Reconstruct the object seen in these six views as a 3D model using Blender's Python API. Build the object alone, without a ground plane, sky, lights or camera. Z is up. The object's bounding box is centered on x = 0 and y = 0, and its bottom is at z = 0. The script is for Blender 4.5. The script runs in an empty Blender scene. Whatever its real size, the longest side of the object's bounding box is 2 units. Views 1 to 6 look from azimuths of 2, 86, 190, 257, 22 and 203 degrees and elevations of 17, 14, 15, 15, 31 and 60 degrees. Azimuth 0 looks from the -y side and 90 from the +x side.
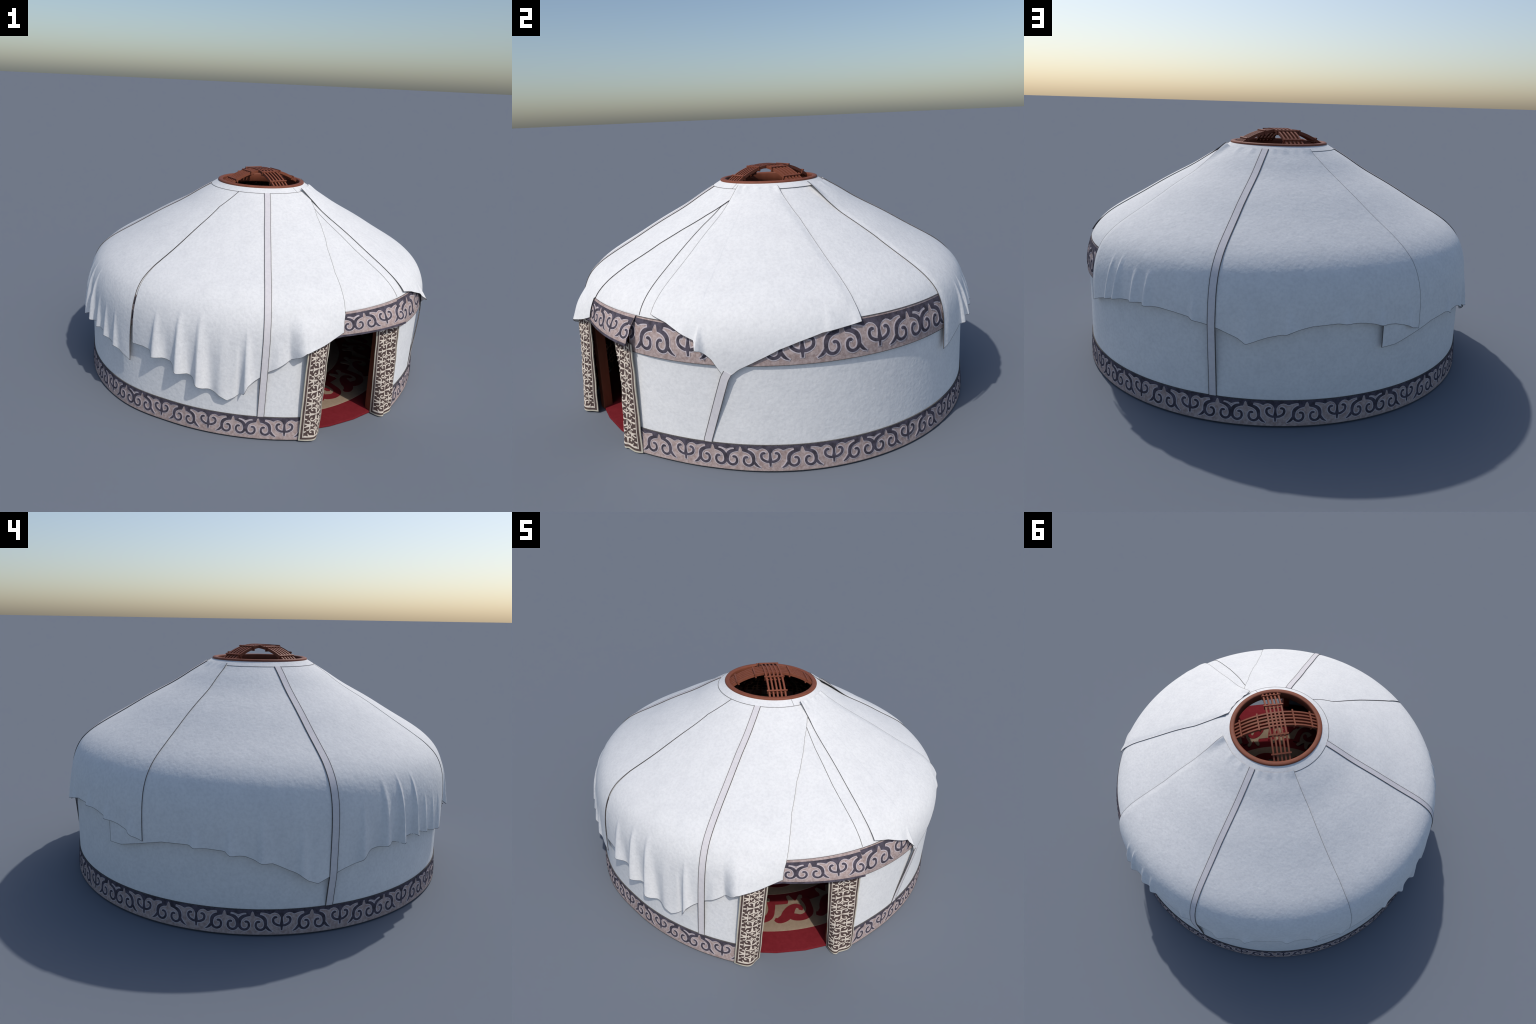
"""A felt yurt: latticed wooden crown, draped roof felts with straps, ornamented
bands, a door with folded woven curtains, a patterned carpet and roof poles inside."""
import bpy, math, random
import numpy as np

random.seed(7)
rng = np.random.default_rng(7)
CX, CY = 0.0155, 0.003                      # axis of the tent
TAU = math.tau


# ------------------------------------------------------------------ helpers
def cart(deg, r, z):
    a = np.radians(deg)
    return np.stack(np.broadcast_arrays(CX + r * np.cos(a), CY + r * np.sin(a), z), -1)


class Builder:
    """Collects faces from several pieces into one mesh."""

    def __init__(self):
        self.v, self.f, self.m, self.n = [], [], [], 0

    def add(self, verts, faces, mat=0):
        verts = np.asarray(verts, float).reshape(-1, 3)
        self.v.append(verts)
        for f in faces:
            self.f.append(tuple(int(i) + self.n for i in f))
            self.m.append(mat)
        self.n += len(verts)

    def grid(self, P, mat=0, flip=False, close_u=False):
        nu, nv = P.shape[:2]
        faces = []
        for i in range(nu if close_u else nu - 1):
            for j in range(nv - 1):
                a, b = i * nv + j, ((i + 1) % nu) * nv + j
                q = (a, b, b + 1, a + 1)
                faces.append(q[::-1] if flip else q)
        self.add(P, faces, mat)

    def shell(self, P, Q, mat=0, edge=None):
        """Closed slab between outer grid P and inner grid Q."""
        edge = mat if edge is None else edge
        nu, nv = P.shape[:2]
        N = nu * nv
        F, E = [], []
        for i in range(nu - 1):
            for j in range(nv - 1):
                a, b = i * nv + j, (i + 1) * nv + j
                F.append((a, b, b + 1, a + 1))
                F.append((N + a + 1, N + b + 1, N + b, N + a))
        for i in range(nu - 1):
            a, b = i * nv, (i + 1) * nv
            E.append((a, N + a, N + b, b))
            a, b = i * nv + nv - 1, (i + 1) * nv + nv - 1
            E.append((b, N + b, N + a, a))
        for j in range(nv - 1):
            a = j
            E.append((a + 1, N + a + 1, N + a, a))
            a = (nu - 1) * nv + j
            E.append((a, N + a, N + a + 1, a + 1))
        base = self.n
        self.add(np.concatenate([P.reshape(-1, 3), Q.reshape(-1, 3)]), F, mat)
        for f in E:
            self.f.append(tuple(i + base for i in f))
            self.m.append(edge)

    def box(self, centre, ax, ay, az):
        c, ax, ay, az = (np.asarray(t, float) for t in (centre, ax, ay, az))
        s = [(-1, -1, -1), (1, -1, -1), (1, 1, -1), (-1, 1, -1), (-1, -1, 1), (1, -1, 1), (1, 1, 1), (-1, 1, 1)]
        self.add([c + i * ax + j * ay + k * az for i, j, k in s],
                 [(0, 3, 2, 1), (4, 5, 6, 7), (0, 1, 5, 4), (1, 2, 6, 5), (2, 3, 7, 6), (3, 0, 4, 7)])

    def mesh(self, name, mats, angle=35):
        me = bpy.data.meshes.new(name)
        me.from_pydata(np.concatenate(self.v).tolist(), [], self.f)
        for m in mats:
            me.materials.append(m)
        me.polygons.foreach_set("material_index", self.m)
        me.polygons.foreach_set("use_smooth", [True] * len(self.f))
        me.set_sharp_from_angle(angle=math.radians(angle))
        me.update()
        return me


def place(name, me, parent, kind=None):
    ob = bpy.data.objects.new(name, me)
    bpy.context.scene.collection.objects.link(ob)
    ob.parent = parent
    if kind:
        ob["kind"] = kind
    return ob


def obj(name, b, mats, parent, angle=35, kind=None, bevel=0):
    ob = place(name, b.mesh(name, mats if isinstance(mats, (list, tuple)) else [mats], angle), parent, kind)
    if bevel:
        m = ob.modifiers.new("rounding", "BEVEL")
        m.width, m.segments, m.limit_method = bevel, 2, "ANGLE"
    return ob


def smooth_path(pts, n):
    """Catmull-Rom through the control points, resampled evenly."""
    p = np.asarray(pts, float)
    if len(p) == 2:
        t = np.linspace(0, 1, n)[:, None]
        return p[0] * (1 - t) + p[1] * t
    q = np.vstack([2 * p[0] - p[1], p, 2 * p[-1] - p[-2]])
    out = []
    for i in range(1, len(q) - 2):
        for t in np.linspace(0, 1, 12, endpoint=False):
            a, b, c, d = q[i - 1:i + 3]
            out.append(.5 * (2 * b + (c - a) * t + (2 * a - 5 * b + 4 * c - d) * t * t + (3 * b - a - 3 * c + d) * t ** 3))
    out = np.array(out + [p[-1]])
    L = np.r_[0, np.cumsum(np.linalg.norm(np.diff(out[:, :2], axis=0), axis=1))]
    s = np.linspace(0, L[-1], n)
    return np.stack([np.interp(s, L, out[:, k]) for k in range(out.shape[1])], -1)


def ribbon(b, pts, surf, h0, h1, aspect=1.0, grow=0.0, n=None, mat=0):
    """Raised felt ribbon on a surface. pts rows: (u, v, halfwidth in u units);
    aspect: length of one v unit in u units; grow widens it."""
    pts = np.asarray(pts, float)
    n = n or max(6, 5 * len(pts))
    p = smooth_path(pts, n)
    xy = np.stack([p[:, 0], p[:, 1] * aspect], -1)
    if grow:                                   # run a little past both ends
        for k, s in ((0, 1), (-1, -2)):
            d = xy[0] - xy[1] if k == 0 else xy[-1] - xy[-2]
            xy[k] += d / (np.linalg.norm(d) + 1e-9) * grow * .7
    t = np.gradient(xy, axis=0)
    t /= np.linalg.norm(t, axis=1)[:, None] + 1e-9
    nn = np.stack([-t[:, 1], t[:, 0]], -1)
    w = (np.maximum(p[:, 2], .0005) + grow)[:, None]
    L, R = xy + nn * w, xy - nn * w
    L[:, 1] /= aspect
    R[:, 1] /= aspect
    P = np.stack([surf(L[:, 0], L[:, 1], h0), surf(L[:, 0], L[:, 1], h1), surf(xy[:, 0], xy[:, 1] / aspect, h1),
                  surf(R[:, 0], R[:, 1], h1), surf(R[:, 0], R[:, 1], h0)], 1)
    k = len(xy)
    F = [(i * 5 + j, (i + 1) * 5 + j, (i + 1) * 5 + j + 1, i * 5 + j + 1) for i in range(k - 1) for j in range(4)]
    F += [(0, 1, 2, 3, 4), tuple(((k - 1) * 5 + j) for j in (4, 3, 2, 1, 0))]
    b.add(P, F, mat)


# ------------------------------------------------------------------ materials
def material(name, build, rough=.9, spec=.15):
    m = bpy.data.materials.new(name)
    m.use_nodes = True
    nt = m.node_tree
    p = nt.nodes["Principled BSDF"]
    p.inputs["Roughness"].default_value = rough
    p.inputs["Specular IOR Level"].default_value = spec
    build(nt, p)
    return m


def node(nt, kind, **kw):
    n = nt.nodes.new(kind)
    for k, v in kw.items():
        if k in n.inputs:
            n.inputs[k].default_value = v
        else:
            setattr(n, k, v)
    return n


def noise(nt, scale, detail=4, rough=.6, stretch=None):
    co = node(nt, "ShaderNodeTexCoord")
    src = co.outputs["Object"]
    if stretch:
        mp = node(nt, "ShaderNodeMapping")
        mp.inputs["Scale"].default_value = stretch
        nt.links.new(src, mp.inputs[0])
        src = mp.outputs[0]
    n = node(nt, "ShaderNodeTexNoise", Scale=scale, Detail=detail, Roughness=rough)
    nt.links.new(src, n.inputs["Vector"])
    return n.outputs["Fac"]


def ramp(nt, fac, stops):
    r = node(nt, "ShaderNodeValToRGB")
    e = r.color_ramp.elements
    while len(e) < len(stops):
        e.new(.5)
    for el, (pos, col) in zip(e, stops):
        el.position, el.color = pos, (*col, 1)
    nt.links.new(fac, r.inputs[0])
    return r.outputs[0]


def mix(nt, fac, a, b, mode="MIX"):
    m = node(nt, "ShaderNodeMix", data_type="RGBA", blend_type=mode)
    for i, s in ((0, fac), (6, a), (7, b)):
        if isinstance(s, (int, float)):
            m.inputs[i].default_value = s
        elif isinstance(s, tuple):
            m.inputs[i].default_value = (*s, 1)
        else:
            nt.links.new(s, m.inputs[i])
    return m.outputs[2]


def bump(nt, p, fac, strength, dist):
    b = node(nt, "ShaderNodeBump", Strength=strength, Distance=dist)
    nt.links.new(fac, b.inputs["Height"])
    nt.links.new(b.outputs[0], p.inputs["Normal"])


def mottled(c1, c2, scale=40, bump_scale=120, bs=.25, bd=.002, spread=(.35, .65), stretch=None, fuzz=0.0):
    def f(nt, p):
        col = ramp(nt, noise(nt, scale, 5, .65, stretch), [(spread[0], c1), (spread[1], c2)])
        nt.links.new(col, p.inputs["Base Color"])
        if bs:
            bump(nt, p, noise(nt, bump_scale, 4, .6, stretch), bs, bd)
        if fuzz:
            p.inputs["Sheen Weight"].default_value = fuzz
            p.inputs["Sheen Roughness"].default_value = .6
    return f


def felt_nodes(nt, p):
    big = ramp(nt, noise(nt, 13.0, 4, .55), [(.34, (.775, .776, .778)), (.64, (.812, .812, .810))])
    fine = ramp(nt, noise(nt, 75, 6, .7), [(.36, (.915, .915, .918)), (.58, (1, 1, 1))])
    nt.links.new(mix(nt, 1.0, big, fine, "MULTIPLY"), p.inputs["Base Color"])
    co = node(nt, "ShaderNodeTexCoord")
    a = node(nt, "ShaderNodeTexNoise", Scale=60, Detail=3, Roughness=.5)
    b = node(nt, "ShaderNodeTexNoise", Scale=22, Detail=2, Roughness=.5)
    for n in (a, b):
        nt.links.new(co.outputs["Object"], n.inputs["Vector"])
    s = node(nt, "ShaderNodeMath", operation="MULTIPLY_ADD")
    s.inputs[1].default_value = 1.0
    nt.links.new(a.outputs["Fac"], s.inputs[0])
    nt.links.new(b.outputs["Fac"], s.inputs[2])
    bump(nt, p, s.outputs[0], .24, .005)


M = {}
M["felt"] = material("white_felt", felt_nodes, .95, .1)
M["strap"] = material("grey_strap", mottled((.66, .63, .65), (.72, .69, .70), 60, 200, .2, .001), .9, .1)
M["edge_line"] = material("dark_edge_line", mottled((.06, .056, .055), (.15, .14, .135), 260, 300, .1, .001), .9, .1)
M["pink"] = material("pink_felt", mottled((.335, .25, .23), (.50, .405, .385), 70, 160, .35, .002, (.37, .63)), .95, .1)
M["halo"] = material("pale_edge_felt", mottled((.47, .41, .42), (.60, .535, .56), 60, 160, .3, .002), .95, .1)
M["plum"] = material("dark_plum_felt", mottled((.055, .048, .060), (.105, .092, .120), 40, 160, .35, .002, (.38, .62)), .95, .1)
M["cream"] = material("cream_weave", mottled((.68, .59, .495), (.76, .68, .59), 60, 320, .2, .001), .9, .1)
M["beige"] = material("beige_edge_weave", mottled((.50, .46, .37), (.56, .52, .43), 60, 320, .2, .001), .9, .1)
M["brown"] = material("dark_brown_weave", mottled((.085, .057, .052), (.108, .075, .069), 60, 320, .2, .001), .9, .1)
M["wood"] = material("red_brown_wood", mottled((.195, .059, .032), (.245, .076, .042), 22, 60, .12, .001, (.3, .7), (1, 1, .35)), .6, .25)
M["post"] = material("door_wood", mottled((.17, .050, .025), (.22, .068, .035), 14, 60, .15, .001, (.3, .7), (4, 4, .5)), .6, .25)
M["red"] = material("red_carpet", mottled((.155, .0145, .020), (.182, .0185, .025), 50, 300, .3, .001), .95, .05)
M["sand"] = material("sand_carpet", mottled((.275, .205, .145), (.315, .24, .175), 50, 300, .3, .001), .95, .05)


def lattice_nodes(nt, p):
    """Dark hanging cloth with a repeating pale cross and scroll figure, wound on the wall."""
    co = node(nt, "ShaderNodeTexCoord")
    sep = node(nt, "ShaderNodeSeparateXYZ")
    nt.links.new(co.outputs["Object"], sep.inputs[0])
    at = node(nt, "ShaderNodeMath", operation="ARCTAN2")
    nt.links.new(sep.outputs[1], at.inputs[0])
    nt.links.new(sep.outputs[0], at.inputs[1])

    def m(op, *a):
        k = node(nt, "ShaderNodeMath", operation=op)
        for i, x in enumerate(a):
            if isinstance(x, (int, float)):
                k.inputs[i].default_value = x
            else:
                nt.links.new(x, k.inputs[i])
        return k.outputs[0]
    u = m("SINE", m("MULTIPLY", at.outputs[0], 40.0))
    v = m("SINE", m("MULTIPLY", sep.outputs[2], 46.0))
    u2 = m("SINE", m("MULTIPLY", at.outputs[0], 80.0))
    v2 = m("SINE", m("MULTIPLY", sep.outputs[2], 92.0))
    g = m("ADD", m("MULTIPLY", u, v), m("MULTIPLY", m("MULTIPLY", u2, v2), .9))
    col = ramp(nt, m("ABSOLUTE", g), [(.20, (.40, .32, .25)), (.30, (.05, .032, .03))])
    nt.links.new(col, p.inputs["Base Color"])


M["hanging"] = material("dark_wall_cloth", lattice_nodes, .95, .05)

# ------------------------------------------------------------------ profile of the tent
PROFILE = np.array([(.966, 0), (.968, .3), (.972, .45), (.971, .50), (.966, .54), (.958, .57), (.946, .60), (.922, .64),
                    (.900, .66), (.880, .68), (.852, .70), (.820, .72), (.786, .74), (.75, .76), (.715, .78), (.68, .80),
                    (.648, .82), (.614, .84), (.58, .86), (.543, .88), (.505, .90), (.465, .92), (.430, .94), (.398, .96),
                    (.369, .98), (.338, 1.0), (.319, 1.01), (.301, 1.02), (.284, 1.03), (.267, 1.04), (.250, 1.05), (.233, 1.06)])
_z = np.linspace(0, 1.06, 426)
_r = np.interp(_z, PROFILE[:, 1], PROFILE[:, 0])
_k = np.exp(-np.linspace(-2, 2, 41) ** 2)
_pad = np.concatenate([np.full(20, _r[0]), _r, _r[-1] - 1.70 * .0025 * np.arange(1, 21)])
_rs = np.convolve(_pad, _k / _k.sum(), "valid")
_rs = _rs + .0022 * np.exp(-((_z - .66) / .08) ** 2)


def prof(z):
    return np.interp(z, _z, _rs)


_dr, _dz = np.gradient(_rs), np.gradient(_z)
_len = np.hypot(_dr, _dz)
_nr, _nz = _dz / _len, -_dr / _len          # outward normal of the profile


def roof_point(deg, z, off):
    """Point above the smooth tent surface, pushed out along its normal."""
    nr, nz = np.interp(z, _z, _nr), np.interp(z, _z, _nz)
    return cart(deg, prof(z) + off * nr, z + off * nz)


_arc = np.r_[0, np.cumsum(np.hypot(np.diff(_rs), np.diff(_z)))]      # arc length from the ground


def z_between(z0, z1, t):
    a0, a1 = np.interp(z0, _z, _arc), np.interp(z1, _z, _arc)
    return np.interp(a0 + (a1 - a0) * t, _arc, _z)


def edge_curve(pts):
    p = np.array(sorted(pts, key=lambda q: q[1]))
    return lambda z: np.interp(z, p[:, 1], p[:, 0])


def step(x):
    x = np.clip(x, 0, 1)
    return x * x * (3 - 2 * x)


# ------------------------------------------------------------------ the tent
yurt = bpy.data.objects.new("yurt", None)
bpy.context.scene.collection.objects.link(yurt)
yurt["label"] = "white felt yurt with ornamented bands, wooden crown and open door"
yurt["category"] = "yurt tent"

DOOR0, DOOR1 = 287.6, 318.0                  # azimuth of the gap in the wall


def arc_degs(a, b, stepdeg=1.0):
    return np.linspace(a, b, max(2, int(round((b - a) / stepdeg)) + 1))


_plan = np.array([(200, 0), (222, .003), (233, .004), (247, -.008), (258, -.001), (265, .006), (273, .018), (280, .030), (287.6, .046),
                  (300, .04), (318, .018), (325, .003), (330, -.004), (341, -.010), (355, -.004), (364, 0), (560, 0)])
_pd = np.linspace(200, 560, 721)
_pr = np.convolve(np.pad(np.interp(_pd, _plan[:, 0], _plan[:, 1]), 6, "edge"), np.ones(13) / 13, "valid")


def plan(deg, z):
    """how far the wall strays from a true circle (it flares beside the door), fading upward"""
    d = (np.asarray(deg, float) - 200) % 360 + 200
    return np.interp(d, _pd, _pr) * np.clip(1 - .75 * np.asarray(z) / .45, .15, 1)


# wall felt, inner hanging, under-roof
th = arc_degs(DOOR1, DOOR0 + 360)
zz = np.r_[np.linspace(.03, .525, 12)]
WD, WZ = th[:, None], zz[None, :]
wall_r = lambda z: .9580 + .001 * np.cos(z * 9)
b = Builder()
b.shell(cart(WD, wall_r(WZ) + plan(WD, WZ), WZ), cart(WD, .949 + plan(WD, WZ), WZ))
obj("wall", b, M["felt"], yurt)
b = Builder()
z2 = np.linspace(.0, .55, 10)
b.shell(cart(WD, .946 + plan(WD, z2[None, :]), z2[None, :]), cart(WD, .940 + plan(WD, z2[None, :]), z2[None, :]))
obj("inner_wall_hanging", b, M["hanging"], yurt)

th = np.linspace(0, 360, 361)[:-1]
zr = z_between(.603, 1.032, np.linspace(0, 1, 60))
b = Builder()
P = roof_point(th[:, None], zr[None, :], -.0046)
Q = roof_point(th[:, None], zr[None, :], -.0095)
b.grid(P, close_u=True)
b.grid(Q, close_u=True, flip=True)
n = 360
nv = len(zr)
for base_j, fl in ((0, 0), (nv - 1, 1)):
    for i in range(n):
        a, c = i * nv + base_j, ((i + 1) % n) * nv + base_j
        q = (a, n * nv + a, n * nv + c, c)
        b.f.append(q[::-1] if fl else q)
        b.m.append(0)
obj("under_roof", b, M["felt"], yurt)
# dark underside of the roof, seen only from inside
b = Builder()
P = roof_point(th[::4, None], zr[None, ::4], -.013)
b.grid(P, close_u=True, flip=True)
b.grid(roof_point(th[::4, None], zr[None, ::4], -.011), close_u=True)
obj("roof_lining", b, M["hanging"], yurt)

# front roof flap above the door, one more layer with a seam at its right side
def seam_line(b, deg, z0, z1, off, half=.0011, n=60, high=.0016):
    """thin dark cord lying on the roof; deg is a function of z"""
    z = z_between(z0, z1, np.linspace(0, 1, n))
    d = deg(z)
    r = prof(z)
    w = np.degrees(half / r)
    P = np.stack([roof_point(d - w, z, off), roof_point(d - w, z, off + high), roof_point(d + w, z, off + high),
                  roof_point(d + w, z, off)], 1)
    b.grid(P)


flapL, flapR = edge_curve([(286, .5), (286, 1.03)]), edge_curve([(320.6, .6), (320.0, .69), (319.0, .80), (319.0, .9), (320.5, .975), (322, 1.03)])
s, t = np.linspace(0, 1, 40)[:, None], np.linspace(0, 1, 50)[None, :]
z = z_between(.606, 1.03, 1 - t) + 0 * s
d = flapL(z) * (1 - s) + flapR(z) * s
b = Builder()
b.shell(roof_point(d, z, -.0034), roof_point(d, z, -.0058), 0, 1)
obj("door_roof_flap", b, [M["felt"], M["edge_line"]], yurt)
b = Builder()
seam_line(b, flapR, .607, 1.0, -.0045, .0012, 60, .0018)
zc = np.array([0])
obj("flap_seam", b, M["edge_line"], yurt)
b = Builder()
for hem in (arc_degs(297, 334, 1), arc_degs(375, 403.6, 1)):
    P = np.stack([roof_point(hem, .6035 + 0 * hem, -.0055), roof_point(hem, .6035 + 0 * hem, -.0036),
                  roof_point(hem, .6015 + 0 * hem, -.0036), roof_point(hem, .6015 + 0 * hem, -.0075)], 1)
    b.grid(P)
obj("under_roof_hem", b, M["edge_line"], yurt)

# ------------------------------------------------------------------ valance shape (needed by the front roof felt)
def valance_bottom_r(deg):
    return np.interp(deg, [282, 285.5, 290.5, 293.5, 297, 305, 313, 319.6], [1.008, 1.009, .995, .980, .970, .984, 1.000, 1.012])


def valance_r(deg, v):
    top = .9435
    k = 1 - v
    return top + (valance_bottom_r(deg) - top) * (k + .14 * np.sin(math.pi * k))


VAL0, VAL1 = 286.4, 319.5


def valance(deg, v, h=0.0):
    deg, v = np.broadcast_arrays(np.asarray(deg, float), np.asarray(v, float))
    return cart(deg, valance_r(deg, v) + .93 * h, .4935 + .1085 * v + .3 * h)


# ------------------------------------------------------------------ roof felts
def roof_felt(name, left, right, hem, folds, off, ztop, top_lift=None, thick=.0030, flare=.010, extra=None, lie=()):
    """One draped roof felt. left/right: azimuth of its sides as functions of z;
    hem: (azimuth, z) along the lower edge; folds: (azimuth, width, push out, start z)."""
    hem = np.array(hem)
    lo, hi = hem[0, 0], hem[-1, 0]
    ns = int((hi - lo) * 2.6) + 1
    s = np.unique(np.r_[np.linspace(0, 1, ns), (hem[:, 0] - lo) / (hi - lo)])
    hemdeg = lo + s * (hi - lo)
    zh = np.interp(hemdeg, hem[:, 0], hem[:, 1])
    t = np.linspace(0, 1, 84)

    def P(s, t, h):
        s, t = np.broadcast_arrays(s, t)
        zhs = np.interp(lo + s * (hi - lo), hem[:, 0], hem[:, 1])
        z = z_between(ztop, zhs, t)
        L, R = left(z), right(z)
        # keep hem corners exact and use the side curves above
        d = L + (R - L) * s
        k = step((.62 - z) / np.maximum(.62 - zhs, .02))
        d = d * (1 - k) + (lo + s * (hi - lo)) * k
        push = flare * step((.60 - z) / .28)
        for f0, w, amp, z0 in folds:
            grow = np.clip((z0 - z) / np.maximum(z0 - zhs, .03), 0, 1.15)
            q = (d - f0) / (w * (.40 + .60 * grow))
            q = np.where(q < 0, q / .70, q / 1.35)      # steep on one side, long on the other
            push = push + amp * np.exp(-q * q) * grow ** 1.1
        o = off + h + push
        for f, drop, zmin, zmax in lie:            # an edge that rests on the roof below
            o = o - drop * np.exp(-(np.abs(d - f(z)) * prof(z) / 57.3 / .022) ** 2) * step((zmax - z) / .05) * step((z - zmin) / .03)
        if top_lift:
            for f0, w, amp, depth in top_lift:
                o = o + amp * np.exp(-((d - f0) / w) ** 2) * np.exp(-((ztop - z) / depth) ** 2)
        pt = roof_point(d, z, o)
        if extra is not None:
            r = np.hypot(pt[..., 0] - CX, pt[..., 1] - CY)
            need = np.maximum(extra(d, pt[..., 2]) + h - r, 0)
            a = np.radians(d)
            pt = pt + np.stack([np.cos(a) * need, np.sin(a) * need, 0 * need], -1)
        return pt

    b = Builder()
    S, T = s[:, None], t[None, :]
    b.shell(P(S, T, 0.0)[:, ::-1], P(S, T, -thick)[:, ::-1], 0, 1)
    ob = obj(name, b, [M["felt"], M["edge_line"]], yurt, 50)
    # thin dark binding along sides and hem
    b = Builder()

    def edge_strip(ss, tt):
        c = [P(ss, tt, .0009)]
        up = P(ss, tt, .0022) - P(ss, tt, .0009)
        run = np.gradient(c[0], axis=0)
        side = np.cross(run, up)
        side /= np.linalg.norm(side, axis=1)[:, None] + 1e-12
        w = .00065
        A = P(ss, tt, -thick + .0006)
        B = P(ss, tt, .0004)
        b.grid(np.stack([A - side * w, B - side * w, B + side * w, A + side * w, A - side * w], 1))
    one = np.ones(200)
    tt = np.linspace(0, 1, 200)
    edge_strip(0 * one + .0004, tt)
    edge_strip(1 * one - .0004, tt)
    ss = np.unique(np.r_[np.linspace(0, 1, 300), s])
    edge_strip(ss, np.ones(len(ss)) - .0008)
    place("edge_line", b.mesh("edge_line", [M["edge_line"]]), ob)
    return P, lo, hi


def over_valance(d, z):
    v = (z - .4935) / .1085
    r = valance_r(np.clip(d, VAL0, VAL1), np.clip(v, -.35, 1)) + .0060
    inside = step((d - 281) / 4.5) * step((322 - d) / 2)
    return np.where(z < .604, r * inside + prof(z) * (1 - inside), 0)


A_left = edge_curve([(248.5, 1.033), (240.3, .96), (238.2, .88), (236.4, .79), (234.9, .72), (234.9, .67), (235.5, .6), (235.7, .5), (235.6, .36)])
A_right = edge_curve([(336, 1.033), (323.5, .985), (315, .93), (309, .875), (304.4, .82), (300.6, .74), (299.3, .68), (298.4, .62), (297.3, .51)])
feltA = roof_felt(
    "roof_felt", A_left, A_right,
    [(235.6, .367), (239.5, .372), (242.3, .366), (243.6, .345), (246.5, .346), (249, .336), (250.6, .312), (251.6, .298),
     (254.2, .294), (256.2, .280), (257.6, .254), (259, .243), (262.5, .223), (265.8, .192), (268.2, .213), (270.2, .238),
     (271.2, .277), (274.2, .315), (276.2, .343), (281.3, .397), (284.4, .434), (285.6, .453), (288, .464), (292.8, .486), (297.3, .514)],
    [(244.0, 1.6, .026, .57), (251.4, 1.6, .032, .60), (257.5, 1.7, .034, .60), (263.8, 2.4, .012, .56), (270.4, 1.2, .028, .55),
     (247.6, 1.6, -.006, .52), (254.6, 1.6, -.006, .52), (260.5, 1.6, -.008, .52), (268.6, 1.0, -.010, .52), (286.0, 1.1, .010, .60), (283.2, 1.5, -.012, .57), (279, 2.5, .012, .5)],
    .0, 1.0305, extra=over_valance)

D_left = edge_curve([(131, 1.033), (127.5, .9), (127, .5), (127, .3)])
D_right = edge_curve([(248.0, 1.033), (239.9, .96), (237.8, .88), (236.0, .79), (234.5, .72), (234.3, .67), (234.8, .6), (235.1, .5), (234.4, .27)])
feltD = roof_felt(
    "roof_felt", D_left, D_right,
    [(127, .315), (131, .318), (138.4, .352), (144, .376), (148, .380), (151.6, .383), (152.6, .374), (156, .374), (160, .370), (161.2, .357),
     (164.5, .353), (167.7, .332), (170.8, .326), (174.9, .292), (177.3, .275), (179.4, .246), (181.7, .231), (184.2, .249),
     (188.7, .279), (192, .296), (193.6, .318), (195, .336), (200.4, .352), (203.5, .350), (205.4, .342), (206.6, .354), (210.9, .359),
     (211.8, .350), (214.5, .352), (216.3, .344), (218, .348), (221, .328), (222.2, .330), (226.5, .305), (227.6, .309), (234.4, .268)],
    [(152.2, 1.3, .014, .46), (160.9, 1.3, .019, .48), (168.4, 1.5, .021, .52), (177.8, 1.5, .018, .50), (181.5, 2.5, .010, .48), (193.2, 1.3, .020, .56),
     (200.0, 1.5, .026, .63), (205.6, .9, .034, .64), (211.4, .9, .030, .63), (216.6, 1.0, .020, .52), (221.8, 1.0, .018, .50),
     (227.2, 1.1, .016, .50), (196.6, 1.6, -.006, .5), (203, 1.2, -.005, .5), (231.0, 3.0, .004, .45)],
    .0, 1.0305)

C_left = edge_curve([(35.6, 1.038), (38.0, .985), (40.0, .91), (42.0, .825), (42.7, .7), (43.3, .62), (43.5, .5), (43, .36)])
C_right = edge_curve([(132.7, 1.038), (135.6, .93), (136.6, .82), (137.6, .73), (138.1, .64), (138.4, .5), (138.5, .36)])
feltC = roof_felt(
    "roof_felt", C_left, C_right,
    [(43.0, .362), (44.5, .370), (48.5, .396), (54.6, .427), (57, .436), (58, .442), (62, .450), (67.6, .459), (69.2, .454), (73, .457), (77, .452),
     (81, .443), (82, .436), (85.6, .421), (88, .411), (92.6, .380), (94.5, .364), (99.2, .389), (103.2, .405), (104.2, .413),
     (109.4, .434), (115, .440), (119, .438), (122, .432), (125.6, .419), (130.6, .408), (134.4, .390), (135.6, .378), (138.5, .362)],
    [(54.4, 1.0, .022, .62), (58.2, 1.0, .026, .62), (64.5, 1.3, .018, .60), (68.8, 1.1, .018, .60), (82.0, 1.2, .012, .55), (94.6, 2.0, .016, .52),
     (103.8, 1.4, .016, .50), (117, 1.5, .014, .50), (126, 1.3, .016, .50), (134.8, 1.3, .014, .48)],
    .0032, 1.0350, thick=.0024, lie=((C_left, .0044, .3, .96),),
    top_lift=[(36, 4.5, .017, .055), (60, 4, .005, .02), (75, 3, .004, .02), (96, 3, .004, .015), (106, 4, .005, .015), (116, 3, .004, .015), (127, 4, .005, .015), (132, 2, .006, .015)])

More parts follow.
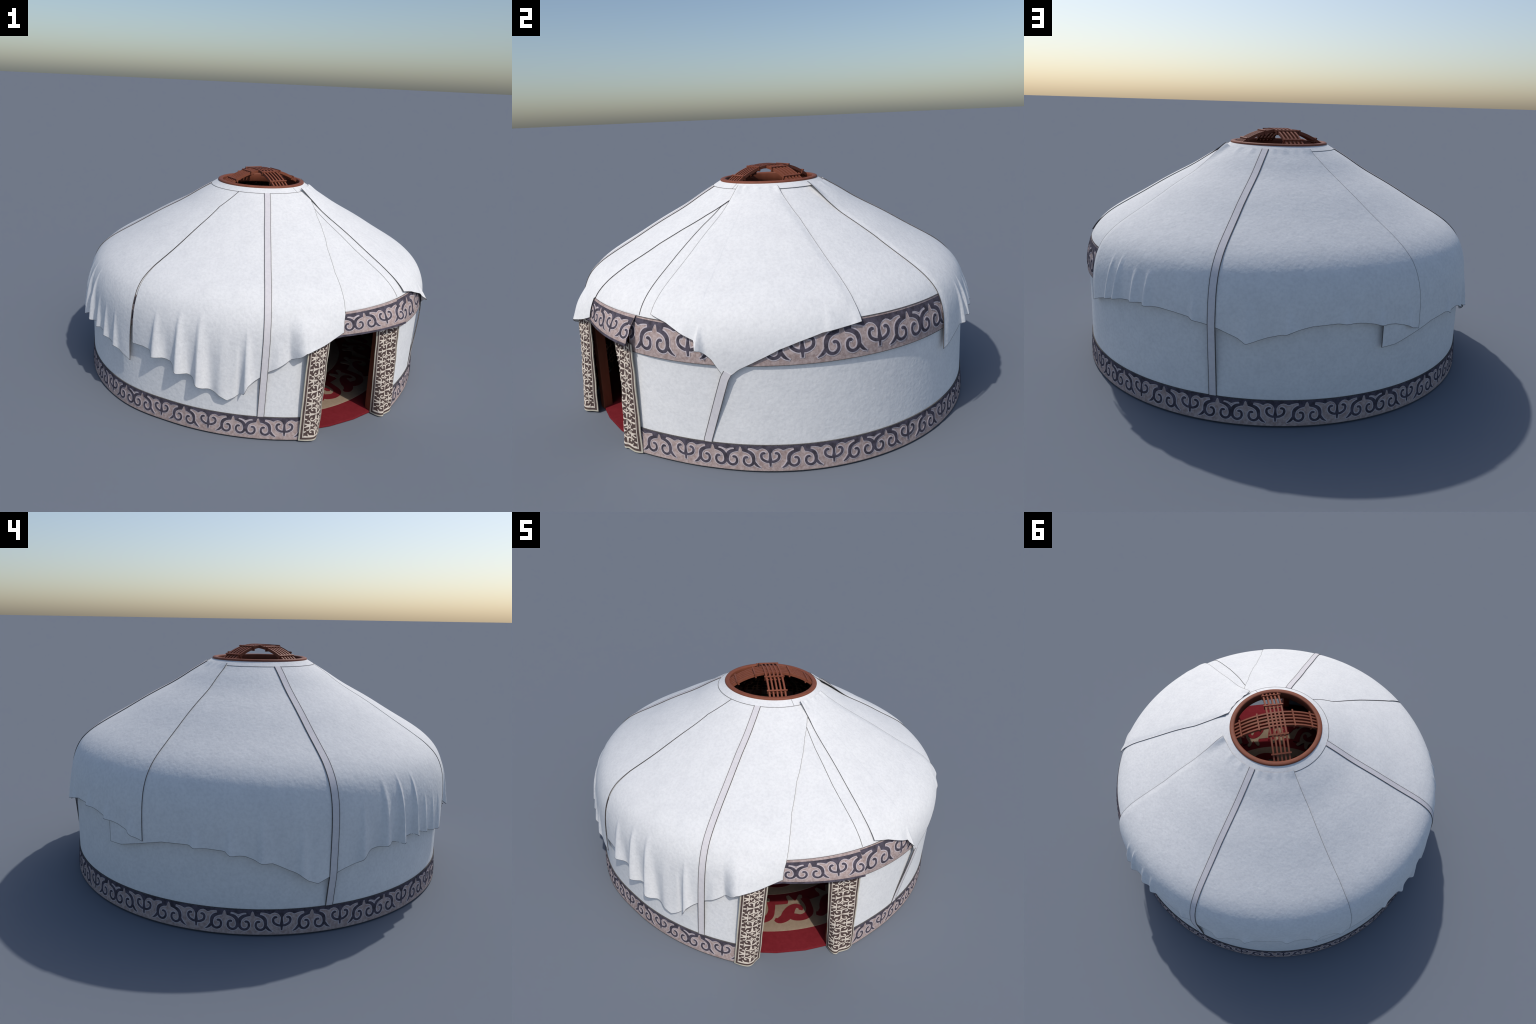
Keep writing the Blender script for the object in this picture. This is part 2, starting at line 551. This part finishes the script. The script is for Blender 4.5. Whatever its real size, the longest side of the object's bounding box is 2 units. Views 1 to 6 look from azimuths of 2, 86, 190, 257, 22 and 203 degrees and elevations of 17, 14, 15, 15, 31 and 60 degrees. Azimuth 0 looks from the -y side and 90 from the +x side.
B_left = edge_curve([(324.6, 1.04), (325.2, .985), (324.8, .90), (324.7, .82), (324.3, .70), (324.4, .65), (324.6, .614)])
B_right = edge_curve([(364, 1.04), (368.5, .98), (371.8, .92), (373.9, .81), (375.1, .737), (375.7, .673), (376.0, .6), (376, .586)])
feltB = roof_felt(
    "roof_felt", B_left, B_right,
    [(324.7, .616), (329.4, .597), (333.8, .568), (337.2, .546), (338.2, .514), (339.0, .510), (341.3, .474), (344.0, .402), (344.9, .404),
     (347.5, .439), (352, .478), (356.7, .517), (361, .541), (366.5, .566), (371, .575), (373, .579), (376, .586)],
    [(338.2, .8, .030, .600), (334.5, 2.6, .010, .62), (368.5, 2.0, .006, .66), (375.5, 2.5, .010, .66), (325, 3, .006, .70), (332, 3, .006, .66), (345, 5, -.006, .55)],
    .0032, 1.0370, thick=.0024, flare=.002, lie=((B_left, .0040, .55, .99), (B_right, .0044, .5, 1.03)), top_lift=[(325.5, 4, .012, .035), (333, 2.5, .006, .015), (345, 3, .004, .012), (355, 3, .004, .012), (364, 2.5, .006, .02)])

# ------------------------------------------------------------------ straps
def strap(path, zs, radius, width=.0305, hang_to=None):
    """A flat strap: path azimuth(z), over a radius/height function."""
    b, e = Builder(), Builder()
    deg = path(zs)
    P = []
    for k, (d, z) in enumerate(zip(deg, zs)):
        P.append(radius(d, z))
    C = np.array(P)
    run = np.gradient(C, axis=0)
    a = np.radians(deg)
    tang = np.stack([-np.sin(a), np.cos(a), 0 * a], -1)
    run /= np.linalg.norm(run, axis=1)[:, None]
    tang -= run * (tang * run).sum(1)[:, None]
    tang /= np.linalg.norm(tang, axis=1)[:, None]
    nor = np.cross(tang, run)
    nor *= np.sign((nor * np.stack([np.cos(a), np.sin(a), 0 * a + .4], -1)).sum(1))[:, None]
    w, th_ = width / 2, .0030
    rows = [C + tang * x + nor * y for x, y in ((-w, 0), (-w, th_), (-w * .4, th_), (w * .4, th_), (w, th_), (w, 0), (-w, 0))]
    b.grid(np.stack(rows, 1))
    n_ = len(C)
    b.f += [(0, 1, 2, 3, 4, 5), tuple((n_ - 1) * 7 + j for j in (5, 4, 3, 2, 1, 0))]
    b.m += [0, 0]
    ob = obj("strap", b, M["strap"], yurt, 40)
    for sg in (-1, 1):
        x0 = sg * w
        e.grid(np.stack([C + tang * (x0 + sx) + nor * y for sx, y in
                         ((-.0011, -.002), (-.0011, th_ + .0005), (.0011, th_ + .0005), (.0011, -.002), (-.0011, -.002))], 1))
    place("edge_line", e.mesh("edge_line", [M["edge_line"]]), ob)


def hem_z(P, lo, hi, deg):
    s = np.clip((deg - lo) / (hi - lo), 0, 1)
    return P(np.array([s]), np.array([1.0]), .0005)[0]


def draped_strap(felt, path, ztop, shift=0):
    P, lo, hi = felt
    S = np.linspace(0, 1, 401)
    T = np.linspace(0, 1, 160)
    d0 = float(path(np.array([.4]))[0])
    bottom = hem_z(P, lo, hi, d0)
    pts, deg, zs = [], [], []
    for t in T:
        row = P(S, np.full(401, t), .0004)
        a = np.degrees(np.arctan2(row[:, 1] - CY, row[:, 0] - CX)) % 360
        if hi > 360:
            a = np.where(a < 180, a + 360, a)
        zmean = np.interp(d0, np.sort(a), row[np.argsort(a), 2])
        want = float(path(np.array([zmean]))[0])
        k = np.argsort(a)
        p = np.array([np.interp(want, a[k], row[k, j]) for j in range(3)])
        w = .018 / math.hypot(p[0] - CX, p[1] - CY) * 57.3
        rr = np.hypot(row[:, 0] - CX, row[:, 1] - CY)
        near = np.abs(a - want) < w
        pts.append(p)
        deg.append(want)
    hang = pts[-1]
    zend = .1125
    for z in np.linspace(hang[2], zend, 30)[1:]:
        want = float(path(np.array([z]))[0])
        k = (hang[2] - z) / (hang[2] - zend)
        r = math.hypot(hang[0] - CX, hang[1] - CY) * (1 - k) + (.9580 + float(plan(want, .113))) * k
        pts.append(cart(want, r, z))
        deg.append(want)
    pts = np.array(pts)
    # take the kinks out, a strap bridges small folds
    ker = np.ones(7) / 7
    for j in range(3):
        q = np.pad(pts[:, j], 3, "edge")
        mid = np.convolve(q, ker, "valid")
        pts[4:-4, j] = mid[4:-4]
    idx = {i: p for i, p in enumerate(pts)}
    degs = np.array(deg)
    strap(lambda z: degs, np.arange(len(pts)), lambda d, i: idx[int(i)])


draped_strap(feltA, edge_curve([(279.4, 1.03), (276.9, .89), (276.0, .76), (275.7, .65), (275.6, .5), (275.3, .3), (275.0, .11)]), 1.03)
draped_strap(feltC, edge_curve([(87.7, 1.03), (86.5, .83), (86.4, .69), (86.5, .5), (86.3, .1)]), 1.03)
draped_strap(feltD, edge_curve([(184.8, 1.03), (185.3, .86), (185.8, .70), (185.7, .5), (185.5, .1)]), 1.03)
zs = np.linspace(.425, .113, 40)
strap(edge_curve([(345.0, .43), (344.0, .40), (338.6, .124), (338.4, .1)]), zs,
      lambda d, z: cart(d, .9585 + float(plan(d, z)) + .014 * step((z - .12) / .3), z), .0325)

# ------------------------------------------------------------------ collar under the crown
b = Builder()
zc = np.linspace(1.0305, 1.052, 8)
rc = lambda z, h: np.interp(z, [1.0305, 1.052], [.2825, .2452]) + h
for h, fl in ((.0018, False), (-.0020, True)):
    b.grid(cart(th[:, None], rc(zc, h)[None, :], zc[None, :]), close_u=True, flip=fl)
for i in range(360):
    a, c = i * 8, ((i + 1) % 360) * 8
    b.f.append((a, 360 * 8 + a, 360 * 8 + c, c))
    b.m.append(0)
ob = obj("collar", b, M["felt"], yurt)
b = Builder()
lowz = lambda d: 1.031 + 0 * d
arcs = [arc_degs(133, 326)]
for a in arcs:
    b.grid(np.stack([cart(a, .2830, 1.0316), cart(a, .2843, 1.0320), cart(a, .2853, 1.0306), cart(a, .2830, 1.0292)], 1))
zq = np.linspace(1.031, 1.0515, 10)
b.grid(np.stack([cart(317.2, rc(zq, .0012), zq), cart(317.2, rc(zq, .0024), zq), cart(317.6, rc(zq, .0024), zq), cart(317.6, rc(zq, .0012), zq)], 1))
place("edge_line", b.mesh("edge_line", [M["edge_line"]]), ob)

# ------------------------------------------------------------------ ornamented bands
# One repeat is 36 units wide, centred on the flower wedge: single ram's-horn figures ("horn pairs")
# stand at +-3.4 and 18, anchors with two curls at +-10.5. v runs 0..1 up the band.
ARM = [(-.75, .775, .16), (-1.5, .765, .26), (-2.24, .725, .33), (-2.9, .635, .36), (-3.18, .50, .33), (-3.15, .37, .28), (-2.75, .255, .25), (-2.0, .205, .24),
       (-1.25, .245, .24), (-.85, .34, .23), (-.85, .44, .22), (-1.15, .515, .22), (-1.6, .525, .23), (-1.85, .50, .14)]
FOOT = [(-3.05, .50, .12), (-3.25, .38, .22), (-3.6, .28, .26), (-4.05, .205, .20), (-4.75, .14, .05)]
CURL = [(0, .40, .16), (-.55, .375, .23), (-1.2, .405, .24), (-1.85, .475, .24), (-2.12, .58, .24), (-1.95, .67, .23), (-1.5, .705, .24), (-1.1, .69, .15)]
STEM = [(0, .965, .30), (0, .86, .28), (0, .72, .20), (0, .55, .24), (0, .42, .36), (0, .32, .22), (0, .19, .15)]
# lower limit of the dark ground at the top of the band: from an anchor (0) to a horn figure (7.1)
SKY_A = [(0, .60), (.25, .70), (.6, .80), (1.1, .865), (1.8, .895), (2.4, .87), (2.8, .825), (3.1, .83), (3.6, .865), (4.3, .89), (5.0, .90),
         (5.25, .885), (5.3, .80), (5.7, .755), (6.2, .74), (6.5, .745), (6.62, .79), (6.74, .86), (6.9, .91), (7.1, .94)]
# from the wedge (0) to a horn figure (3.4)
SKY_W = [(0, .80), (.5, .835), (1.0, .865), (1.7, .88), (1.9, .865), (1.95, .79), (2.2, .76), (2.5, .745), (2.85, .745), (2.95, .79), (3.06, .86), (3.2, .91), (3.4, .94)]
SKY = sorted([(u, v) for u, v in SKY_W] + [(10.5 - u, v) for u, v in SKY_A[:-1]] + [(10.5 + u * 7.5 / 7.1, v) for u, v in SKY_A[1:]])
SKY = np.array(SKY)


def sky(u):
    u = np.abs((np.asarray(u) + 18) % 36 - 18)
    return np.interp(u, SKY[:, 0], SKY[:, 1])


def ornament(plum, halo, surf, u0, u1, aspect, top=1.0, hb=.0010):
    """Lay the ram's horn ornament on surf(u, v, h) for u in [u0, u1] (band units)."""
    def piece(pts, cx, mirror, k):
        q = np.array(pts, float)
        q[:, 0] = cx + (-q[:, 0] if mirror else q[:, 0])
        q = q[(q[:, 0] > u0 + .1) & (q[:, 0] < u1 - .1)]
        if len(q) < 3:
            return
        q[:, 2] *= 1.22
        ribbon(halo, q, surf, -.0004, hb + .00006 * k, aspect, .25, 4 * len(q))
        ribbon(plum, q, surf, -.0004, 2 * hb + .00010 * k, aspect, 0, 4 * len(q))
    for rep in range(math.floor((u0 - 18) / 36), math.ceil((u1 + 18) / 36) + 1):
        o = rep * 36
        for cx, feet in ((-3.4, (1, 0)), (3.4, (0, 1)), (18, (1, 1))):
            for mir in (0, 1):
                piece(ARM, o + cx, mir, 1 + mir)
                if feet[mir]:
                    piece(FOOT, o + cx, mir, 3 + mir)
        if u0 < o < u1:
            knot = [(o - .55, .50, .12), (o, .455, .40), (o + .55, .50, .12)]
            piece([(-.35, .44, .10), (0, .44, .33), (.35, .44, .10)], o, 0, 6)
            piece([(0, .60, .05), (0, .50, .22), (0, .40, .28), (0, .30, .08)], o, 0, 7)
        for cx in (-10.5, 10.5):
            for mir in (0, 1):
                piece(CURL, o + cx, mir, 1 + mir)
            piece(STEM, o + cx, 0, 5)
    u = np.arange(u0, u1, .1)
    u = np.unique(np.r_[u, u1])
    low = sky(u)
    for bld, h, dv in ((halo, hb, -.036), (plum, 2 * hb, 0.0)):
        lo = np.maximum(low + dv, .3)
        rows = [surf(u, lo, -.0004), surf(u, lo, h), surf(u, lo * .5 + top * .5, h), surf(u, 0 * u + top, h), surf(u, 0 * u + top, -.0004)]
        bld.grid(np.stack(rows, 1))
        for i in (0, -1):
            bld.add([r_[i] for r_ in rows], [(0, 1, 2, 3, 4)])


# --- lower band
LB0, LB1, LBR = .005, .1145, .9675


def low_band(u, v, h):
    u, v = np.broadcast_arrays(np.asarray(u, float), np.asarray(v, float))
    z = LB0 + (LB1 - LB0) * v
    return cart(91 + u, LBR - .0065 * v + plan(91 + u, z) + h, z)


b = Builder()
tb = arc_degs(DOOR1 - .2, DOOR0 + .4 + 360)
vv = np.linspace(0, 1, 5)
b.shell(low_band(tb[:, None] - 91, vv[None], 0), low_band(tb[:, None] - 91, vv[None], -.006))
lower = obj("lower_band", b, M["pink"], yurt)
plum, halo = Builder(), Builder()
ornament(plum, halo, low_band, tb[0] - 91, tb[-1] - 91, 6.6, .985)
obj("dark_ornament", plum, M["plum"], lower, 30, "stuff")
obj("pale_outline", halo, M["halo"], lower, 30, "stuff")
b = Builder()
for v_, hh in ((1.0, .0022), (0.0, .0008)):
    P = np.stack([low_band(tb - 91, v_ + e_, h_) for e_, h_ in ((-.008, -.006), (-.008, hh), (.005, hh), (.008, -.006))], 1)
    b.grid(P)
place("edge_line", b.mesh("edge_line", [M["edge_line"]]), lower)

# --- upper band, under the roof
UB0, UB1 = .4515, .602


def ub_r(z):
    return np.minimum(.9665, prof(z) - .0068 + .0035 * step((.56 - z) / .1))


def upper_band(u, v, h):
    u, v = np.broadcast_arrays(np.asarray(u, float), np.asarray(v, float))
    z = UB0 + .0025 + (.590 - UB0) * v
    tilt = np.clip((z - .52) / .08, 0, 1) * .35
    return cart(33.6 + u * 1.25, ub_r(z) + h * (1 - .1 * tilt), z + h * tilt)


b = Builder()
zz = np.linspace(UB0, UB1, 16)
tb = arc_degs(DOOR1 - .2, DOOR0 + 2 + 360)
b.shell(cart(tb[:, None], ub_r(zz)[None], zz[None]), cart(tb[:, None], (ub_r(zz) - .005)[None], zz[None]), 0, 1)
upper = obj("upper_band", b, [M["pink"], M["edge_line"]], yurt)
plum, halo = Builder(), Builder()
ornament(plum, halo, upper_band, (tb[0] - 33.6) / 1.25, (tb[-1] - 33.6) / 1.25, 6.6)
obj("dark_ornament", plum, M["plum"], upper, 30, "stuff")
obj("pale_outline", halo, M["halo"], upper, 30, "stuff")

b = Builder()
b.grid(np.stack([cart(tb, ub_r(UB0) - .005, UB0 - .0010), cart(tb, ub_r(UB0) + .0006, UB0 - .0010), cart(tb, ub_r(UB0) + .0006, UB0 + .0010), cart(tb, ub_r(UB0) - .001, UB0 + .0010)], 1))
place("edge_line", b.mesh("edge_line", [M["edge_line"]]), upper)

# ------------------------------------------------------------------ valance over the door
b = Builder()
dv, vv = arc_degs(VAL0, VAL1, .5), np.linspace(0, 1, 14)
b.shell(valance(dv[:, None], vv[None, :]), valance(dv[:, None], vv[None, :], -.005), 0, 1)
val = obj("door_valance", b, [M["pink"], M["plum"]], yurt)
plum, halo = Builder(), Builder()


def val_surf(u, v, h):
    v = np.asarray(v, float)
    return valance(300.7 + np.asarray(u, float) * 1.08, .085 + .83 * v, h)


ornament(plum, halo, val_surf, (VAL0 + .3 - 300.7) / 1.08, (VAL1 - .1 - 300.7) / 1.08, 6.6)
edge_v = np.array([-.004, .03, .075])
P = np.stack([valance(dv, -.004 + 0 * dv, -.0055), valance(dv, -.004 + 0 * dv, .0022), valance(dv, .035 + 0 * dv, .003), valance(dv, .078 + 0 * dv, .0022), valance(dv, .078 + 0 * dv, -.0004)], 1)
plum.grid(P)
obj("dark_ornament", plum, M["plum"], val, 30, "stuff")
obj("pale_outline", halo, M["halo"], val, 30, "stuff")

# ------------------------------------------------------------------ door frame
frame = bpy.data.objects.new("door_frame", None)
bpy.context.scene.collection.objects.link(frame)
frame.parent = yurt


def post(front, back, width_dir):
    b = Builder()
    f_, k_ = np.array([*front, 0.0]), np.array([*back, 0.0])
    ax = (f_ - k_) / 2
    w = np.array([*width_dir, 0.0])
    c = (f_ + k_) / 2 + w + np.array([0, 0, .255])
    b.box(c, ax, w, (0, 0, .255))
    return obj("door_post", b, M["post"], frame, 30, bevel=.002)


dirw = np.array([.27, .175])
dirw /= np.linalg.norm(dirw)
post((.350, -.872), (.318, -.838), -dirw * .022)
post((.655, -.686), (.632, -.648), dirw * .024)
b = Builder()
b.box((.497, -.762, .492), (.185, .117, 0), (-.014, .022, 0), (0, 0, .018))
obj("lintel", b, M["post"], frame, 30, bevel=.002)

# ------------------------------------------------------------------ folded door curtains
# quarter of the woven repeat: a 0..1 from centre line to border, c 0..1 from pinch to crossing
QUARTER = [
    [(0, 0, .022), (.12, 0, .035), (.28, 0, .070), (.45, 0, .090), (.55, 0, .085), (.63, 0, .035)],
    [(.63, 0, .022), (.72, 0, .03), (.84, .0, .075), (1.0, 0, .05)],
    [(.50, .03, .06), (.57, .10, .05), (.62, .18, .035), (.65, .27, .015)],
    [(0, 0, .022), (0, .12, .04), (0, .28, .085), (0, .40, .095), (0, .52, .05)],
    [(.03, .46, .05), (.14, .53, .055), (.28, .59, .052), (.41, .57, .05), (.48, .48, .048), (.46, .38, .045), (.38, .345, .042), (.31, .37, .03)],
    [(0, .58, .03), (0, .66, .045), (0, .72, .085), (0, .78, .045), (0, .93, .012)],
    [(0, .72, .05), (.10, .72, .028), (.2, .72, .01)],
    [(.08, 1, .012), (.2, 1, .04), (.30, 1, .085), (.38, 1, .045), (.52, 1, .04)],
    [(.30, 1, .05), (.30, .90, .028), (.30, .82, .01)],
    [(.50, 1.0, .06), (.52, .88, .055), (.50, .75, .048), (.58, .62, .046), (.70, .575, .044), (.77, .63, .035)],
    [(.50, .97, .07), (.66, .95, .075), (.82, .89, .05), (1.0, .83, .03)],
    [(1.02, .40, .06), (.90, .43, .04), (.80, .47, .015)],
]


def curtain(section, upper, ztop, zbot, centre):
    """section, upper: (x, y) along the bottom and the top, from one edge to the other;
    centre: fraction along the width of the pattern's mirror line."""
    p, pt = smooth_path(section, 60), smooth_path(upper, 60)
    L = np.r_[0, np.cumsum(np.linalg.norm(np.diff(p, axis=0), axis=1))]
    W = L[-1]

    def surf(u, v, h):                      # u: metres along the width, v: metres up
        u, v = np.broadcast_arrays(np.asarray(u, float), np.asarray(v, float))
        k = v / (ztop - zbot)
        f = np.clip(u / W, 0, 1)
        sway = .0010 * np.sin(v * 34 + f * 5) + .0006 * np.sin(v * 61 + 2)
        def at(w):
            return [np.interp(w, L, p[:, j]) * (1 - k) + np.interp(w, L, pt[:, j]) * k for j in (0, 1)]
        e = .002
        (x, y), (xa, ya), (xb, yb) = at(u), at(u - e), at(u + e)
        dx, dy = xb - xa, yb - ya
        n_ = np.hypot(dx, dy) + 1e-9
        nx, ny = dy / n_, -dx / n_
        return np.stack([x + nx * (h + sway), y + ny * (h + sway), zbot + v], -1)
    H = ztop - zbot
    b = Builder()
    uu, vv = np.linspace(0, W, 50)[:, None], np.linspace(0, H, 60)[None, :]
    b.shell(surf(uu, vv, 0), surf(uu, vv, -.004))
    ob = obj("door_curtain", b, M["beige"], yurt, 60)
    e0, e1, e2 = .0075, .0175, .0225        # beige edge, dark line, cream line
    mid = W * centre

    def patch(bld, u0, u1, v0, v1, h, nu=30, nv=60):
        uu, vv = np.linspace(u0, u1, nu), np.linspace(v0, v1, nv)
        bld.grid(surf(uu[:, None], vv[None, :], h))
        for line in (([u0], vv), ([u1], vv), (uu, [v0]), (uu, [v1])):
            a_, c_ = (np.asarray(q, float) for q in line)
            bld.grid(np.stack([surf(a_ + 0 * c_, c_ + 0 * a_, h), surf(a_ + 0 * c_, c_ + 0 * a_, -.0005)], 1))
    br, cr, fld = Builder(), Builder(), Builder()
    patch(br, e0, W - e0, e0, H, .0006)
    patch(cr, e1, W - e1, e1, H, .0012)
    patch(fld, e2 - .001, W - e2 + .001, e2, H, .0018)
    obj("dark_border", br, M["brown"], ob, 60)
    obj("cream_border", cr, M["cream"], ob, 60)
    obj("dark_ground", fld, M["brown"], ob, 60)
    per = .1105
    orn = Builder()
    base = e2 + .001
    for side in (-1, 1):
        half = (W - e2 - mid) if side > 0 else (mid - e2)
        for rep in range(6):
            for up in (1, -1):
                v0 = base + rep * per
                for k, st in enumerate(QUARTER):
                    q = np.array(st, float)
                    if up < 0 and (np.all(q[:, 1] < .02) or np.all(q[:, 1] == 1)):
                        continue
                    if side < 0 and np.all(q[:, 0] == 0):
                        continue
                    if up < 0 and rep == 0:
                        continue
                    vq = v0 + up * q[:, 1] * per / 2
                    uq = mid + side * q[:, 0] * half
                    wq = q[:, 2] * .046 * 1.15 + .0002
                    keep = (vq < H - .001)
                    if keep.sum() < 2 or vq.min() < base - .001:
                        continue
                    uq, vq, wq = uq[keep], vq[keep], wq[keep]
                    ribbon(orn, np.stack([uq, vq, wq], 1), surf, .0012, .0026 + .00006 * k + (.00003 if side > 0 else 0), 1.0, 0, 3 * len(q) + 2)
    obj("cream_ornament", orn, M["cream"], ob, 60, "stuff")
    return ob


curtain([(.281, -.977), (.305, -.9765), (.331, -.973), (.352, -.966), (.365, -.950), (.371, -.925), (.381, -.897)],
        [(.299, -.957), (.325, -.941), (.350, -.921), (.375, -.899), (.400, -.879)], .474, 0.006, .52)
curtain([(.654, -.684), (.668, -.697), (.684, -.709), (.702, -.716), (.716, -.711), (.721, -.697), (.731, -.688), (.745, -.676), (.757, -.664), (.766, -.646), (.770, -.630)],
        [(.635, -.729), (.655, -.715), (.674, -.694), (.690, -.674), (.712, -.663), (.738, -.652), (.761, -.636)], .488, 0.003, .50)

# ------------------------------------------------------------------ wooden crown
crown = bpy.data.objects.new("crown", None)
bpy.context.scene.collection.objects.link(crown)
crown.parent = yurt
b = Builder()
sec = [(.2440, 1.0470), (.2470, 1.0510), (.2475, 1.0560), (.2455, 1.0600), (.2410, 1.0622), (.2310, 1.0626), (.2250, 1.0620), (.2222, 1.0600),
       (.2210, 1.0540), (.2205, 1.0150), (.2250, 1.0100), (.2380, 1.0180), (.2420, 1.0400)]
sec = np.array(sec + sec[:1])
b.grid(cart(np.linspace(0, 360, 121)[:-1, None], sec[None, :, 0], sec[None, :, 1]), close_u=True, flip=True)
obj("crown_ring", b, M["wood"], crown, 50)


def arch_z(r):
    """height of the arched slats at distance r from the axis"""
    return 1.1265 - .0660 * (np.abs(r) / .217) ** 2.2


def slat_mesh(offset, drop):
    reach = math.sqrt(.2230 ** 2 - offset ** 2)
    x = np.linspace(-reach, reach, 41)
    z = arch_z(x) - drop
    dz = np.gradient(z, x)
    n_ = np.stack([-dz, np.ones_like(dz)], -1)
    n_ /= np.linalg.norm(n_, axis=1)[:, None]
    w, hgt = .0045, .0145
    rows = []
    for yy, k in ((-w, 0), (w, 0), (w, -hgt), (-w, -hgt), (-w, 0)):
        rows.append(np.stack([x + n_[:, 0] * k, 0 * x + yy, z + n_[:, 1] * k], -1))
    b = Builder()
    b.grid(np.stack(rows, 1))
    b.f += [(0, 1, 2, 3), tuple(40 * 5 + j for j in (3, 2, 1, 0))]
    b.m += [0, 0]
    return b.mesh("crown_slat", [M["wood"]], 40)


for ang, drop in ((122.3, 0.0), (32.5, .0030)):
    a = math.radians(ang)
    meshes = {}
    for i in (-2, -1, 0, 1, 2):
        key = abs(i)
        if key not in meshes:
            meshes[key] = slat_mesh(i * .0206, drop)
        ob = place("crown_slat", meshes[key], crown)
        ob.location = (CX - math.sin(a) * i * .0206, CY + math.cos(a) * i * .0206, 0)
        ob.rotation_euler[2] = a
    bar = {}
    for r in (-.188, -.094, .094, .188):
        z = float(arch_z(r)) - drop
        sl = float(arch_z(r + .005) - arch_z(r - .005)) / .01
        t = np.array([1, 0, sl]) / math.hypot(1, sl)
        nn = np.array([-t[2], 0, t[0]])
        b = Builder()
        b.box(np.array([r, 0, z]) + nn * .0022, t * .0040, (0, .053, 0), nn * .0028)
        b.box(np.array([r, .0480, z]) - nn * .0095, t * .0036, (0, .0022, 0), nn * .0110)
        b.box(np.array([r, -.0480, z]) - nn * .0095, t * .0036, (0, .0022, 0), nn * .0110)
        b.box(np.array([r, 0, z]) - nn * .0175, t * .0034, (0, .0505, 0), nn * .0026)
        ob = obj("crown_crossbar", b, M["wood"], crown, 30)
        ob.location = (CX, CY, 0)
        ob.rotation_euler[2] = a

# ------------------------------------------------------------------ roof poles inside
zp = z_between(.56, 1.025, np.linspace(0, 1, 14))
b = Builder()
rows = []
c0 = np.stack([prof(zp) - .030 * np.interp(zp, _z, _nr), zp - .030 * np.interp(zp, _z, _nz)], -1)
for yy, dz_ in ((-.006, .007), (.006, .007), (.006, -.007), (-.006, -.007), (-.006, .007)):
    rows.append(np.stack([c0[:, 0], 0 * zp + yy, c0[:, 1] + dz_], -1))
b.grid(np.stack(rows, 1))
pole = b.mesh("roof_pole", [M["post"]], 40)
for k in range(48):
    ob = place("roof_pole", pole, yurt)
    ob.location = (CX, CY, 0)
    ob.rotation_euler[2] = TAU * (k + .5) / 48

# ------------------------------------------------------------------ carpet
def disc(b, r, z0, z1, seg=40, bev=.003, phase=0.0):
    a = np.linspace(0, 360, seg + 1)[:-1] + phase
    rows = np.stack([cart(a, r, z0), cart(a, r, z1 - bev), cart(a, r - bev * .4, z1 - bev * .3), cart(a, r - bev * 1.4, z1), cart(a, .002, z1)], 1)
    b.grid(rows, close_u=True)


b = Builder()
disc(b, .937, .0, .0105, 40, .004)
rug = obj("carpet", b, M["red"], yurt, 40)
b = Builder()
a = np.linspace(0, 360, 121)[:-1]
rows = np.stack([cart(a, .806, .010), cart(a, .805, .0120), cart(a, .801, .0132), cart(a, .622, .0132), cart(a, .619, .0120), cart(a, .618, .010)], 1)
b.grid(rows, close_u=True)
obj("sand_ring", b, M["sand"], rug, 40)
b = Builder()
disc(b, .540, .010, .0134, 90, .002)
obj("sand_centre", b, M["sand"], rug, 40)


def polar(u, v, h):          # u: radius, v: degrees
    return cart(np.asarray(v, float), np.asarray(u, float), .0125 + h + 0 * np.asarray(u, float))


sand, red = Builder(), Builder()
N = 20


def flat_ribbon(bld, pts, o, h):
    q = np.array([(r_, d_ + o, w_) for d_, r_, w_ in pts], float)
    xy = [(CX + r_ * math.cos(math.radians(d_)), CY + r_ * math.sin(math.radians(d_)), w_) for r_, d_, w_ in q]
    ribbon(bld, xy, lambda u, v, hh: np.stack(np.broadcast_arrays(u, v, hh), -1), .010, h, 1.0, 0, 5 * len(xy))


for k in range(N):
    o = 18 * k + 304.0
    flat_ribbon(red, [(-6.2, .727, .010), (-4.5, .735, .020), (-2, .720, .026), (0, .690, .030), (2.0, .660, .024), (4.2, .645, .016), (6.0, .652, .014), (6.5, .668, .013), (6.0, .680, .010)], o, .0150)
    flat_ribbon(red, [(-2.4, .700, .014), (0, .705, .020), (2.5, .722, .024), (5.2, .731, .021), (8, .722, .021), (9.8, .700, .020), (10.8, .655, .018), (10.9, .600, .024)], o, .0146)
    flat_ribbon(sand, [(3.6, .625, .03), (3.4, .600, .016), (2.8, .575, .012), (2.6, .560, .007)], o, .0137)
    flat_ribbon(sand, [(7.4, .625, .03), (8.2, .600, .016), (9.2, .582, .012), (9.8, .572, .007)], o, .0139)
for k in range(10):
    o = 36 * k + 304.0
    flat_ribbon(red, [(-11, .43, .012), (-6, .455, .024), (0, .458, .030), (6, .455, .024), (11, .43, .012)], o, .0152)
    flat_ribbon(red, [(0, .45, .03), (0, .36, .018), (6, .30, .020), (14, .31, .016), (15, .35, .010)], o, .0155)
obj("sand_scroll", sand, M["sand"], rug, 40, "stuff")
obj("red_scroll", red, M["red"], rug, 40, "stuff")
